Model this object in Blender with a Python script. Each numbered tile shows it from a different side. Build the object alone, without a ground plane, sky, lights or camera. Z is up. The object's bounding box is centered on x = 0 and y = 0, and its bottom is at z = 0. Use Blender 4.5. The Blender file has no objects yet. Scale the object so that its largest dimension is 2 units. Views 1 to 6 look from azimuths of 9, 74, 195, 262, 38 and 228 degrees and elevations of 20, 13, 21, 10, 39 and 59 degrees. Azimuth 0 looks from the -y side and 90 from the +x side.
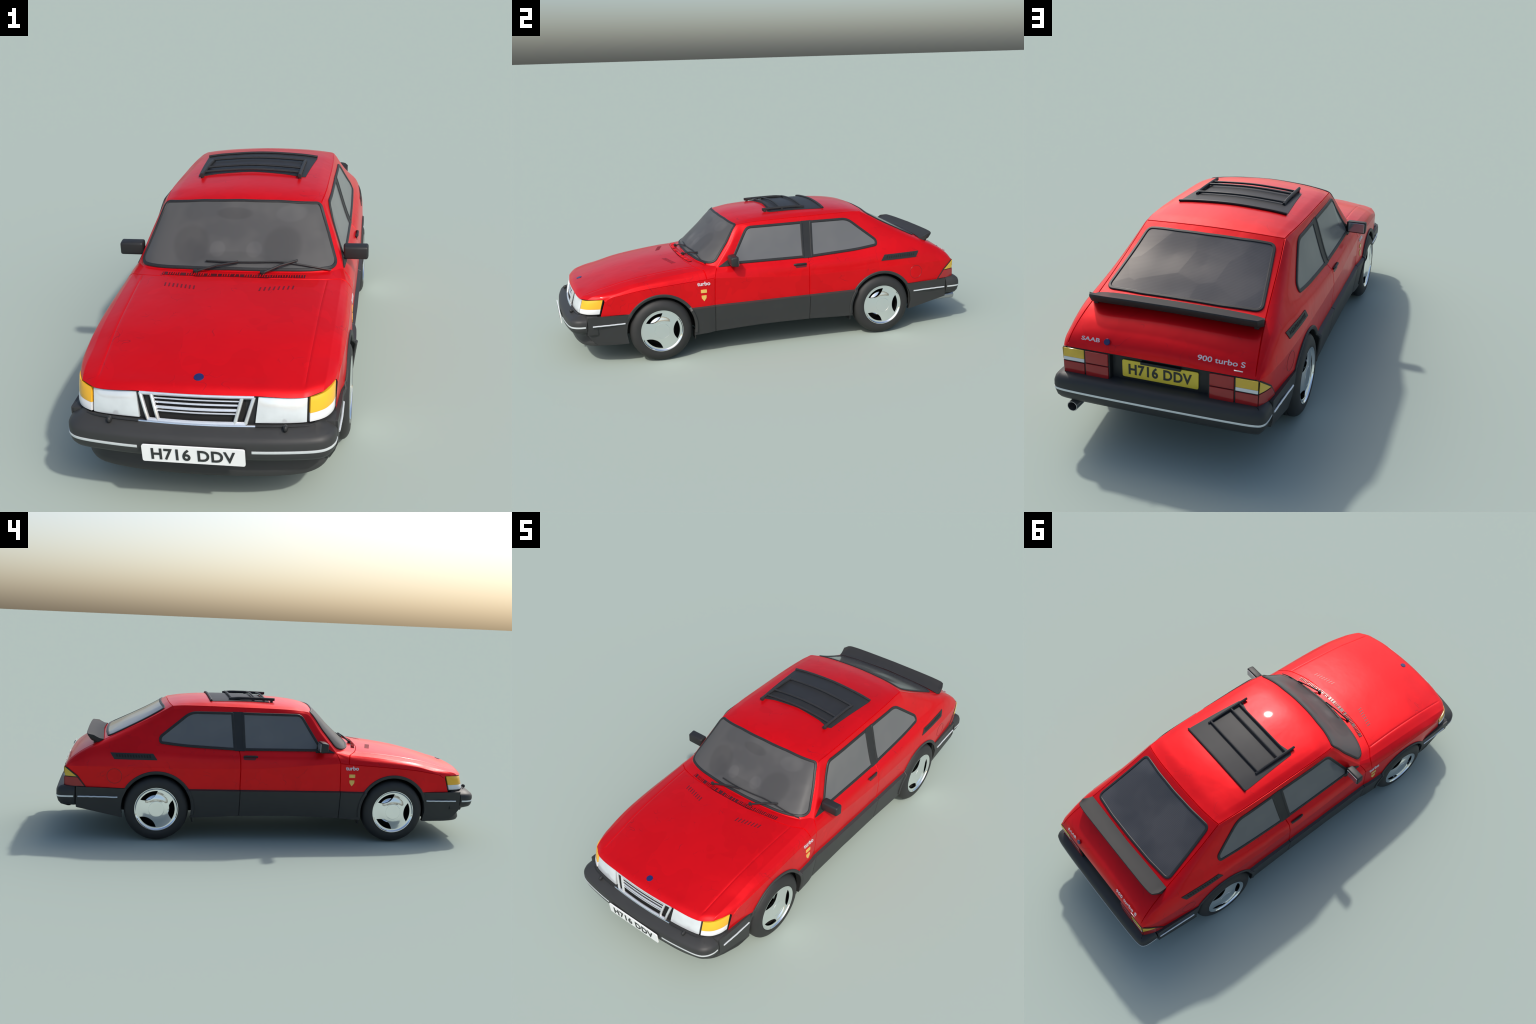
import bpy, bmesh, math, random
from mathutils import Vector
from mathutils.bvhtree import BVHTree
from mathutils.geometry import delaunay_2d_cdt

random.seed(7)

# ------------------------------------------------------------------ materials
def mat_new(name):
    m = bpy.data.materials.new(name)
    m.use_nodes = True
    return m, m.node_tree.nodes, m.node_tree.links, m.node_tree.nodes["Principled BSDF"]


def plain(name, col, rough=0.5, metal=0.0, spec=0.5, var=0.12, scale=30.0, coat=0.0, bump=0.0, rvar=0.0):
    """Principled surface whose colour drifts a little with object-space noise."""
    m, N, L, p = mat_new(name)
    tc = N.new("ShaderNodeTexCoord")
    nz = N.new("ShaderNodeTexNoise")
    nz.inputs["Scale"].default_value = scale
    nz.inputs["Detail"].default_value = 5
    L.new(tc.outputs["Object"], nz.inputs["Vector"])
    mx = N.new("ShaderNodeMix")
    mx.data_type = 'RGBA'
    mx.inputs["A"].default_value = (*[c * (1 - var) for c in col], 1)
    mx.inputs["B"].default_value = (*[min(1, c * (1 + var)) for c in col], 1)
    L.new(nz.outputs["Fac"], mx.inputs["Factor"])
    L.new(mx.outputs["Result"], p.inputs["Base Color"])
    p.inputs["Roughness"].default_value = rough
    p.inputs["Metallic"].default_value = metal
    p.inputs["Specular IOR Level"].default_value = spec
    p.inputs["Coat Weight"].default_value = coat
    p.inputs["Coat Roughness"].default_value = 0.08
    if rvar:
        mr = N.new("ShaderNodeMapRange")
        mr.inputs["To Min"].default_value = rough - rvar
        mr.inputs["To Max"].default_value = rough + rvar
        L.new(nz.outputs["Fac"], mr.inputs["Value"])
        L.new(mr.outputs["Result"], p.inputs["Roughness"])
    if bump:
        b = N.new("ShaderNodeBump")
        b.inputs["Strength"].default_value = bump
        b.inputs["Distance"].default_value = 0.002
        L.new(nz.outputs["Fac"], b.inputs["Height"])
        L.new(b.outputs["Normal"], p.inputs["Normal"])
    return m


def paint_material(name="red_paint"):
    """Glossy red paint, slightly uneven, with a few hairline dark scratches."""
    m, N, L, p = mat_new(name)
    tc = N.new("ShaderNodeTexCoord")
    big = N.new("ShaderNodeTexNoise")
    big.inputs["Scale"].default_value = 5.0
    big.inputs["Detail"].default_value = 3
    L.new(tc.outputs["Object"], big.inputs["Vector"])
    base = N.new("ShaderNodeMix")
    base.data_type = 'RGBA'
    base.inputs["A"].default_value = (0.67, 0.0028, 0.0072, 1)
    base.inputs["B"].default_value = (0.76, 0.0040, 0.0090, 1)
    L.new(big.outputs["Fac"], base.inputs["Factor"])
    # patchy reflections painted into the red: each warped cell lighter or darker
    cell = N.new("ShaderNodeTexVoronoi")
    cell.feature = 'F1'
    cell.inputs["Scale"].default_value = 6.5
    
    sep = N.new("ShaderNodeSeparateColor")
    L.new(cell.outputs["Color"], sep.inputs["Color"])
    tone = N.new("ShaderNodeMapRange")
    tone.inputs["To Min"].default_value = 0.955
    tone.inputs["To Max"].default_value = 1.03
    L.new(sep.outputs["Red"], tone.inputs["Value"])
    toned = N.new("ShaderNodeVectorMath")
    toned.operation = 'SCALE'
    L.new(base.outputs["Result"], toned.inputs[0])
    L.new(tone.outputs["Result"], toned.inputs["Scale"])
    # warped cell borders, masked by noise, make broken scratch lines
    warp = N.new("ShaderNodeTexNoise")
    warp.inputs["Scale"].default_value = 7.0
    L.new(tc.outputs["Object"], warp.inputs["Vector"])
    add = N.new("ShaderNodeMix")
    add.data_type = 'RGBA'
    add.blend_type = 'LINEAR_LIGHT'
    add.inputs["Factor"].default_value = 0.22
    L.new(tc.outputs["Object"], add.inputs["A"])
    L.new(warp.outputs["Color"], add.inputs["B"])
    L.new(add.outputs["Result"], cell.inputs["Vector"])
    vor = N.new("ShaderNodeTexVoronoi")
    vor.feature = 'DISTANCE_TO_EDGE'
    vor.inputs["Scale"].default_value = 9.0
    L.new(add.outputs["Result"], vor.inputs["Vector"])
    line = N.new("ShaderNodeMapRange")
    line.inputs["From Min"].default_value = 0.0
    line.inputs["From Max"].default_value = 0.012
    line.inputs["To Min"].default_value = 1.0
    line.inputs["To Max"].default_value = 0.0
    L.new(vor.outputs["Distance"], line.inputs["Value"])
    msk = N.new("ShaderNodeTexNoise")
    msk.inputs["Scale"].default_value = 13.0
    msk.inputs["Detail"].default_value = 2
    L.new(tc.outputs["Object"], msk.inputs["Vector"])
    mr = N.new("ShaderNodeMapRange")
    mr.inputs["From Min"].default_value = 0.56
    mr.inputs["From Max"].default_value = 0.64
    mr.inputs["To Max"].default_value = 0.55
    L.new(msk.outputs["Fac"], mr.inputs["Value"])
    mul = N.new("ShaderNodeMath")
    mul.operation = 'MULTIPLY'
    L.new(line.outputs["Result"], mul.inputs[0])
    L.new(mr.outputs["Result"], mul.inputs[1])
    out = N.new("ShaderNodeMix")
    out.data_type = 'RGBA'
    out.inputs["B"].default_value = (0.13, 0.012, 0.025, 1)
    L.new(mul.outputs["Value"], out.inputs["Factor"])
    L.new(toned.outputs["Vector"], out.inputs["A"])
    L.new(out.outputs["Result"], p.inputs["Base Color"])
    p.inputs["Roughness"].default_value = 0.36
    p.inputs["Metallic"].default_value = 0.40
    p.inputs["Specular IOR Level"].default_value = 0.15
    p.inputs["Coat Weight"].default_value = 0.20
    p.inputs["Coat Roughness"].default_value = 0.045
    # gentle panel waviness
    wav = N.new("ShaderNodeTexNoise")
    wav.inputs["Scale"].default_value = 14.0
    wav.inputs["Detail"].default_value = 2
    L.new(tc.outputs["Object"], wav.inputs["Vector"])
    b = N.new("ShaderNodeBump")
    b.inputs["Strength"].default_value = 0.22
    b.inputs["Distance"].default_value = 0.006
    L.new(wav.outputs["Fac"], b.inputs["Height"])
    L.new(b.outputs["Normal"], p.inputs["Normal"])
    return m


def glass_material(name, c0, c1, scale, rough, wave=False, spec=0.5):
    """Dark opaque glazing with soft cloudy patches of interior behind it."""
    m, N, L, p = mat_new(name)
    tc = N.new("ShaderNodeTexCoord")
    nz = N.new("ShaderNodeTexNoise")
    nz.inputs["Scale"].default_value = scale
    nz.inputs["Detail"].default_value = 2
    L.new(tc.outputs["Object"], nz.inputs["Vector"])
    rp = N.new("ShaderNodeValToRGB")
    rp.color_ramp.elements[0].position = 0.42
    rp.color_ramp.elements[0].color = (*c0, 1)
    rp.color_ramp.elements[1].position = 0.58
    rp.color_ramp.elements[1].color = (*c1, 1)
    L.new(nz.outputs["Fac"], rp.inputs["Fac"])
    L.new(rp.outputs["Color"], p.inputs["Base Color"])
    p.inputs["Roughness"].default_value = rough
    p.inputs["Specular IOR Level"].default_value = spec
    if wave:   # cell bump breaks up the glass reflections into crumpled facets
        cr = N.new("ShaderNodeTexVoronoi")
        cr.feature = 'F1'
        cr.inputs["Scale"].default_value = 7.0
        L.new(tc.outputs["Object"], cr.inputs["Vector"])
        bp = N.new("ShaderNodeBump")
        bp.inputs["Strength"].default_value = 0.16
        bp.inputs["Distance"].default_value = 0.012
        L.new(cr.outputs["Distance"], bp.inputs["Height"])
        L.new(bp.outputs["Normal"], p.inputs["Normal"])
    if wave:   # fine heater lines
        wv = N.new("ShaderNodeTexWave")
        wv.bands_direction = 'Y'
        wv.inputs["Scale"].default_value = 60.0
        wv.inputs["Distortion"].default_value = 1.5
        L.new(tc.outputs["Object"], wv.inputs["Vector"])
        mx = N.new("ShaderNodeMix")
        mx.data_type = 'RGBA'
        mx.blend_type = 'MULTIPLY'
        mx.inputs["Factor"].default_value = 0.18
        L.new(rp.outputs["Color"], mx.inputs["A"])
        L.new(wv.outputs["Color"], mx.inputs["B"])
        L.new(mx.outputs["Result"], p.inputs["Base Color"])
    return m


PAINT = paint_material()
PLASTIC = plain("grey_plastic", (0.034, 0.035, 0.035), rough=0.5, spec=0.35, var=0.10, scale=9)
TRIM = plain("black_trim", (0.020, 0.021, 0.022), rough=0.48, spec=0.35, var=0.15)
RACK = plain("black_rack", (0.026, 0.027, 0.029), rough=0.5, spec=0.25, var=0.10)
RUBBER = plain("tyre_rubber", (0.020, 0.020, 0.020), rough=0.62, var=0.15, scale=40)
DARK = plain("dark_void", (0.006, 0.006, 0.006), rough=0.8)
CHROME = plain("polished_metal", (0.93, 0.95, 0.95), rough=0.07, metal=1.0, var=0.03, scale=16, bump=0.35)
GRILLE = plain("grille_chrome", (0.84, 0.85, 0.87), rough=0.14, metal=0.65, var=0.12, scale=50)
BRIGHT = plain("bright_trim", (0.72, 0.75, 0.76), rough=0.22, metal=0.35, var=0.10, scale=40)
LAMP = plain("headlamp_lens", (0.78, 0.82, 0.84), rough=0.10, var=0.14, scale=26, metal=0.35, bump=0.3)  # base lightened towards the glare on the sun-struck lamp
AMBER = plain("amber_lens", (0.86, 0.45, 0.028), rough=0.15, var=0.10, scale=18)
CLEAR = plain("clear_lens", (0.72, 0.73, 0.73), rough=0.15, var=0.10, scale=18)
REDLENS = plain("red_lens", (0.36, 0.018, 0.020), rough=0.16, var=0.22, scale=16)
REARAMBER = plain("rear_amber_lens", (0.72, 0.46, 0.045), rough=0.15, var=0.16, scale=20)
PLATE_W = plain("white_plate", (0.86, 0.87, 0.86), rough=0.35, var=0.04)
PLATE_Y = plain("yellow_plate", (0.78, 0.58, 0.045), rough=0.35, var=0.10, scale=40)
INK = plain("black_ink", (0.022, 0.025, 0.025), rough=0.5)
SILVER = plain("badge_silver", (0.66, 0.58, 0.62), rough=0.3, metal=0.2)
GOLD = plain("badge_gold", (0.78, 0.50, 0.12), rough=0.3, metal=0.15, var=0.2, scale=60)
BLUE = plain("badge_blue", (0.014, 0.018, 0.10), rough=0.25, var=0.3, scale=60)
MIRROR = plain("mirror_glass", (0.42, 0.42, 0.44), rough=0.08, metal=0.7)
STEEL = plain("exhaust_steel", (0.42, 0.42, 0.43), rough=0.3, metal=0.9)
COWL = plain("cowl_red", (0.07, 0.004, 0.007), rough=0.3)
LOUVRE = plain("louvre_shadow_red", (0.13, 0.004, 0.010), rough=0.4)  # slit shadow as a dark red tint on flat strips
SCREEN = glass_material("windscreen_glass", (0.076, 0.077, 0.079), (0.092, 0.092, 0.092), 7, 0.38, spec=0.10)


def screen_shapes(m):
    """Seat backs, head rests and the mirror seen dimly through the windscreen."""
    N, L = m.node_tree.nodes, m.node_tree.links
    p = N["Principled BSDF"]
    src = p.inputs["Base Color"].links[0].from_socket
    tc = N.new("ShaderNodeTexCoord")
    for cx, cz, rx, rz, gain in ((.145, .492, .062, .050, .86), (-.145, .492, .062, .050, .86), (0, .462, .11, .020, .90), (.058, .486, .026, .020, 1.14),
                                 (-.058, .486, .026, .020, 1.14), (-.015, .574, .060, .016, .86), (.165, .572, .05, .022, 1.12)):
        mp = N.new("ShaderNodeMapping")
        mp.inputs["Location"].default_value = (-cx / rx, 0, -cz / rz)
        mp.inputs["Scale"].default_value = (1 / rx, 0, 1 / rz)
        L.new(tc.outputs["Object"], mp.inputs["Vector"])
        ln = N.new("ShaderNodeVectorMath")
        ln.operation = 'LENGTH'
        L.new(mp.outputs["Vector"], ln.inputs[0])
        mr = N.new("ShaderNodeMapRange")
        mr.interpolation_type = 'SMOOTHSTEP'
        mr.inputs["From Min"].default_value = 0.80
        mr.inputs["From Max"].default_value = 1.10
        mr.inputs["To Min"].default_value = gain
        mr.inputs["To Max"].default_value = 1.0
        L.new(ln.outputs["Value"], mr.inputs["Value"])
        sc = N.new("ShaderNodeVectorMath")
        sc.operation = 'SCALE'
        L.new(src, sc.inputs[0])
        L.new(mr.outputs["Result"], sc.inputs["Scale"])
        src = sc.outputs["Vector"]
    L.new(src, p.inputs["Base Color"])


screen_shapes(SCREEN)
SIDEGLASS = glass_material("side_glass", (0.122, 0.124, 0.127), (0.138, 0.138, 0.138), 4, 0.2)
REARGLASS = glass_material("rear_glass", (0.054, 0.053, 0.053), (0.074, 0.071, 0.070), 5, 0.16, wave=True, spec=0.7)

# ------------------------------------------------------------------ object helpers
ROOT = bpy.data.objects.new("hatchback_car", None)
bpy.context.scene.collection.objects.link(ROOT)
ROOT["label"] = "red three-door hatchback car with grey bumpers and chrome wheels"
ROOT["category"] = "car"


def link(me, name, parent=None, mat=None, smooth=35):
    ob = bpy.data.objects.new(name, me)
    bpy.context.scene.collection.objects.link(ob)
    ob.parent = parent or ROOT
    if mat is not None:
        me.materials.clear()
        me.materials.append(mat)
    if smooth is not None and len(me.polygons):
        me.polygons.foreach_set("use_smooth", [True] * len(me.polygons))
        if smooth < 180:
            me.set_sharp_from_angle(angle=math.radians(smooth))
    return ob


def mesh_from(verts, faces, name="m"):
    me = bpy.data.meshes.new(name)
    me.from_pydata([tuple(v) for v in verts], [], faces)
    me.validate()
    bm = bmesh.new()
    bm.from_mesh(me)
    bmesh.ops.recalc_face_normals(bm, faces=bm.faces)
    bm.to_mesh(me)
    bm.free()
    return me


def group(name, loc=(0, 0, 0)):
    e = bpy.data.objects.new(name, None)
    e.location = loc
    bpy.context.scene.collection.objects.link(e)
    e.parent = ROOT
    return e


def rounded_box(cx, cy, cz, sx, sy, sz, r=0.003, seg=2, taper=None):
    bm = bmesh.new()
    bmesh.ops.create_cube(bm, size=1)
    for v in bm.verts:
        x, y, z = v.co
        k = taper(x, y, z) if taper else (1, 1, 1)
        v.co = Vector((cx + x * sx * k[0], cy + y * sy * k[1], cz + z * sz * k[2]))
    if r > 0:
        bmesh.ops.bevel(bm, geom=bm.edges[:], offset=r, segments=seg, affect='EDGES', profile=0.5)
    me = bpy.data.meshes.new("box")
    bm.to_mesh(me)
    bm.free()
    return me


def join_meshes(meshes):
    bm = bmesh.new()
    for m in meshes:
        bm.from_mesh(m)
    me = bpy.data.meshes.new("joined")
    bm.to_mesh(me)
    bm.free()
    return me


def mirror_mesh(me):
    m2 = me.copy()
    bm = bmesh.new()
    bm.from_mesh(m2)
    for v in bm.verts:
        v.co.x = -v.co.x
    bmesh.ops.reverse_faces(bm, faces=bm.faces)
    bm.to_mesh(m2)
    bm.free()
    return m2


def pair(me, name, mat, parent=None, smooth=35):
    """A part on the +x side and its mirror image on the -x side."""
    a = link(me, name, parent, mat, smooth)
    b = link(mirror_mesh(me), name, parent, mat, smooth)
    return a, b


def tube(path, radius, closed=False, seg=8, squash=1.0):
    """Round bar swept along a 3D path."""
    pts = [Vector(p) for p in path]
    n = len(pts)
    verts, faces = [], []
    for i, p in enumerate(pts):
        a = pts[(i - 1) % n] if (closed or i > 0) else p
        b = pts[(i + 1) % n] if (closed or i < n - 1) else p
        t = (b - a).normalized()
        up = Vector((0, 0, 1)) if abs(t.z) < 0.9 else Vector((0, 1, 0))
        s = t.cross(up).normalized()
        u = s.cross(t).normalized()
        for k in range(seg):
            th = 2 * math.pi * k / seg
            verts.append(p + s * math.cos(th) * radius + u * math.sin(th) * radius * squash)
    m = n if closed else n - 1
    for i in range(m):
        for k in range(seg):
            a0 = i * seg + k
            a1 = i * seg + (k + 1) % seg
            b0 = ((i + 1) % n) * seg + k
            b1 = ((i + 1) % n) * seg + (k + 1) % seg
            faces.append((a0, a1, b1, b0))
    if not closed:
        faces.append(tuple(range(seg)))
        faces.append(tuple(range((n - 1) * seg, n * seg)))
    return mesh_from(verts, faces)


# ------------------------------------------------------------------ splines
def pchip(xs, ys, corner=(), flat=False):
    """Monotone cubic through (xs, ys); `corner` indices break the tangent, `flat` starts level."""
    n = len(xs)
    h = [xs[i + 1] - xs[i] for i in range(n - 1)]
    d = [(ys[i + 1] - ys[i]) / h[i] for i in range(n - 1)]
    ml, mr = [0.0] * n, [0.0] * n
    for i in range(n):
        if i == 0:
            ml[i] = mr[i] = 0.0 if flat else d[0]
        elif i == n - 1:
            ml[i] = mr[i] = d[-1]
        elif i in corner:
            ml[i], mr[i] = d[i - 1], d[i]
        else:
            if d[i - 1] * d[i] <= 0:
                t = 0.0
            else:
                w1, w2 = 2 * h[i] + h[i - 1], h[i] + 2 * h[i - 1]
                t = (w1 + w2) / (w1 / d[i - 1] + w2 / d[i])
            ml[i] = mr[i] = t

    def f(x):
        k = 0
        while k < n - 2 and x > xs[k + 1]:
            k += 1
        t = (x - xs[k]) / h[k]
        t = max(0.0, min(1.0, t))
        t2, t3 = t * t, t * t * t
        return ((2 * t3 - 3 * t2 + 1) * ys[k] + (t3 - 2 * t2 + t) * h[k] * mr[k]
                + (-2 * t3 + 3 * t2) * ys[k + 1] + (t3 - t2) * h[k] * ml[k + 1])
    return f


class Curve3:
    """Chord-length spline through 3D (or 2D) points."""
    def __init__(self, pts, corner=(), flat=False):
        self.s = [0.0]
        for a, b in zip(pts, pts[1:]):
            self.s.append(self.s[-1] + max(1e-5, (Vector(b) - Vector(a)).length))
        self.f = [pchip(self.s, [p[k] for p in pts], corner, flat and k > 0) for k in range(len(pts[0]))]
        self.length = self.s[-1]

    def __call__(self, t):
        return Vector([g(t) for g in self.f])

    def sample(self, n):
        return [self(self.length * i / n) for i in range(n + 1)]


# ------------------------------------------------------------------ body shell
# Stations run nose to tail; rows run from the roof centre line over the shoulder to the sill:
# 0 centre, 1 mid, 2 near edge, 3 shoulder / gutter / hatch edge, 4 window top, 5 window bottom,
# 6 upper door, 7 waist crease, 8 panel bottom, 9 cladding top, 10 sill, 11 floor edge, 12 floor centre
S = []


def station(*rows, sill=0.105, clad=0.235, step=0.013, low=None, y8=None):
    """One cross-section; `step` is how far the cladding stands proud of the panel above it."""
    rows = list(rows)
    x7, y7, z7 = rows[7]
    yb = y8 if y8 is not None else y7
    xb = low if low else x7 - 0.004
    rows.append((xb, yb, clad + 0.004))
    rows.append((xb + step, yb, clad - 0.001))
    rows.append((xb + step - 0.018, yb, sill))
    rows.append((x7 - 0.055, yb, sill - 0.002))
    rows.append((0.0, yb, sill - 0.002))
    S.append(rows)


# nose: bonnet lip
station((0, -.936, .322), (.150, -.929, .321), (.266, -.911, .313), (.315, -.879, .316), (.332, -.844, .317),
        (.341, -.817, .317), (.344, -.808, .312), (.346, -.808, .306), sill=.10, step=-.006, y8=-.829)
station((0, -.924, .335), (.150, -.916, .333), (.268, -.897, .325), (.317, -.862, .327), (.334, -.828, .325),
        (.343, -.806, .323), (.346, -.798, .317), (.348, -.796, .311), sill=.10, step=-.006, y8=-.812)
station((0, -.885, .347), (.150, -.876, .344), (.270, -.857, .338), (.320, -.829, .336), (.338, -.800, .332),
        (.345, -.786, .328), (.348, -.780, .325), (.350, -.778, .323), sill=.10, step=-.006, y8=-.785)
station((0, -.800, .372), (.150, -.794, .368), (.273, -.779, .358), (.322, -.758, .350), (.339, -.746, .344),
        (.347, -.739, .341), (.351, -.736, .336), (.354, -.735, .331), sill=.10, step=-.006)
station((0, -.700, .396), (.150, -.697, .391), (.277, -.687, .380), (.325, -.675, .370), (.341, -.668, .363),
        (.349, -.663, .358), (.354, -.660, .350), (.358, -.660, .343), sill=.10, low=.364)
station((0, -.560, .418), (.150, -.558, .412), (.281, -.550, .400), (.328, -.540, .388), (.343, -.536, .379),
        (.351, -.533, .372), (.357, -.531, .363), (.361, -.530, .354), sill=.10, low=.366)
station((0, -.470, .428), (.155, -.465, .422), (.285, -.450, .410), (.329, -.430, .399), (.343, -.425, .388),
        (.352, -.422, .379), (.357, -.421, .370), (.361, -.420, .361), sill=.103, low=.365)
# bonnet rear edge
station((0, -.418, .433), (.158, -.409, .427), (.288, -.375, .415), (.329, -.345, .406), (.342, -.340, .397),
        (.351, -.338, .386), (.357, -.336, .376), (.361, -.335, .366), sill=.106, low=.362)
# windscreen base, front edge of the door
station((0, -.378, .434), (.165, -.364, .430), (.292, -.325, .421), (.321, -.286, .417), (.328, -.280, .414),
        (.334, -.279, .409), (.350, -.288, .392), (.361, -.295, .369), sill=.109, y8=-.300)
# on the windscreen
station((0, -.280, .521), (.150, -.271, .517), (.260, -.243, .509), (.289, -.216, .506), (.297, -.209, .501),
        (.333, -.213, .416), (.352, -.216, .391), (.362, -.220, .363), sill=.112)
# windscreen top
station((0, -.190, .605), (.130, -.181, .602), (.225, -.160, .596), (.255, -.149, .592), (.264, -.141, .584),
        (.333, -.146, .416), (.353, -.150, .390), (.363, -.150, .357), sill=.115)
station((0, -.155, .618), (.130, -.146, .613), (.225, -.124, .604), (.258, -.114, .596), (.268, -.107, .588),
        (.333, -.110, .416), (.354, -.110, .389), (.363, -.110, .354), sill=.116)
station((0, -.100, .628), (.130, -.093, .622), (.226, -.080, .611), (.261, -.072, .600), (.270, -.070, .589),
        (.333, -.072, .416), (.355, -.072, .388), (.363, -.072, .350), sill=.117)
station((0, .000, .636), (.132, .000, .629), (.228, .000, .616), (.263, .000, .603), (.272, .000, .589),
        (.333, .000, .416), (.356, .000, .387), (.364, .000, .344), sill=.117)
# rear edge of the door
station((0, .180, .641), (.132, .180, .635), (.228, .180, .621), (.263, .180, .606), (.272, .180, .589),
        (.332, .176, .416), (.356, .172, .386), (.364, .170, .336), sill=.115)
station((0, .320, .640), (.130, .320, .634), (.226, .320, .621), (.261, .320, .608), (.271, .320, .590),
        (.331, .320, .420), (.355, .320, .388), (.364, .320, .334), sill=.108)
station((0, .430, .631), (.125, .428, .626), (.218, .420, .617), (.256, .412, .608), (.267, .408, .592),
        (.329, .420, .425), (.354, .430, .390), (.363, .430, .334), sill=.105, low=.362)
# roof rear edge, top of the hatch
station((0, .500, .617), (.122, .497, .614), (.212, .488, .608), (.250, .480, .604), (.263, .474, .590),
        (.327, .510, .432), (.353, .520, .393), (.362, .520, .334), sill=.105, low=.364)
station((0, .600, .558), (.130, .598, .555), (.225, .592, .548), (.262, .588, .543), (.276, .584, .532),
        (.326, .600, .436), (.351, .605, .394), (.361, .605, .334), sill=.105, low=.364)
station((0, .700, .507), (.135, .699, .503), (.235, .695, .496), (.272, .692, .491), (.287, .690, .483),
        (.325, .695, .431), (.346, .697, .391), (.358, .697, .334), sill=.105, step=-.006, low=.358)
station((0, .790, .460), (.140, .790, .457), (.243, .788, .451), (.282, .786, .447), (.299, .785, .441),
        (.324, .785, .419), (.340, .785, .386), (.353, .785, .334), sill=.120, step=-.006)
station((0, .860, .427), (.145, .860, .424), (.250, .858, .418), (.292, .856, .414), (.308, .855, .409),
        (.322, .854, .396), (.334, .853, .374), (.346, .853, .333), sill=.137, step=-.006)
station((0, .905, .402), (.150, .905, .399), (.258, .903, .391), (.299, .901, .386), (.312, .900, .381),
        (.321, .898, .372), (.330, .898, .358), (.340, .898, .332), sill=.147, step=-.006)
station((0, .938, .374), (.152, .937, .371), (.262, .935, .365), (.304, .933, .360), (.313, .932, .356),
        (.319, .931, .351), (.325, .930, .346), (.330, .930, .331), sill=.152, step=-.006)
station((0, .952, .352), (.153, .951, .350), (.264, .949, .345), (.306, .947, .343), (.313, .946, .341),
        (.317, .945, .339), (.320, .945, .336), (.323, .945, .330), sill=.152, step=-.006)
station((0, .957, .331), (.153, .957, .331), (.265, .956, .330), (.308, .955, .329), (.313, .955, .328),
        (.315, .955, .327), (.317, .955, .326), (.318, .955, .325), sill=.152, step=-.006)

NS, NR = len(S), len(S[0])
IX = dict(lip=0, cowl=7, screen=8, roof_front=10, door_rear=14, roof_rear=17, tail=NS - 1)
COL_CORNER = (IX["screen"], IX["roof_rear"])
ROW_CORNER = (3, 7, 8, 9, 10, 11)

# shared parameters: mean spacing along each direction
UP = [0.0]
for i in range(NS - 1):
    UP.append(UP[-1] + sum((Vector(S[i + 1][j]) - Vector(S[i][j])).length for j in range(10)) / 10)
VP = [0.0]
for j in range(NR - 1):
    VP.append(VP[-1] + sum((Vector(S[i][j + 1]) - Vector(S[i][j])).length for i in range(NS)) / NS)


def params(knots, step, seams, eps):
    out = []
    for k in range(len(knots) - 1):
        a, b = knots[k], knots[k + 1]
        n = max(2, int(math.ceil((b - a) / step)))
        seg = [a + (b - a) * q / n for q in range(n)]
        if k in seams:
            seg.insert(1, a + eps)
        if (k + 1) in seams:
            seg.append(b - eps)
        out += sorted(set(seg))
    out.append(knots[-1])
    return sorted(set(out))


US = params(UP, 0.0085, (IX["cowl"], IX["screen"], IX["door_rear"], IX["roof_rear"]), 0.0025)
VS = params(VP, 0.0085, (2, 3, 7), 0.0025)

row_f = [[pchip(UP, [S[i][j][k] for i in range(NS)], COL_CORNER) for k in range(3)] for j in range(NR)]
GRID = []
for u in US:
    P = [[row_f[j][k](u) for j in range(NR)] for k in range(3)]
    g = [pchip(VP, P[k], ROW_CORNER, flat=k > 0) for k in range(3)]
    GRID.append([Vector((g[0](v), g[1](v), g[2](v))) for v in VS])


def u_index(i):
    return min(range(len(US)), key=lambda k: abs(US[k] - UP[i]))


def v_index(j):
    return min(range(len(VS)), key=lambda k: abs(VS[k] - VP[j]))


CU = {k: u_index(v) for k, v in IX.items()}
RV = [v_index(j) for j in range(NR)]
NU, NV = len(US), len(VS)


def grid_normal(a, b):
    du = GRID[min(a + 1, NU - 1)][b] - GRID[max(a - 1, 0)][b]
    dv = GRID[a][min(b + 1, NV - 1)] - GRID[a][max(b - 1, 0)]
    n = dv.cross(du)
    if n.length < 1e-9:
        return Vector((0, 0, 1))
    n.normalize()
    c = GRID[a][b] - Vector((0, GRID[a][b].y, 0.3))
    return n if n.dot(c) > 0 else -n


# smooth reference surface used to lay windows and trim on
ref_v, ref_f = [], []
for a in range(NU):
    for b in range(NV):
        ref_v.append(GRID[a][b])
for a in range(NU - 1):
    for b in range(NV - 1):
        ref_f.append((a * NV + b, (a + 1) * NV + b, (a + 1) * NV + b + 1, a * NV + b + 1))
nb = len(ref_v)
ref_v += [Vector((-v.x, v.y, v.z)) for v in ref_v]
ref_f += [tuple(nb + q for q in reversed(f)) for f in ref_f]
BODY = BVHTree.FromPolygons([tuple(v) for v in ref_v], ref_f)

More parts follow.
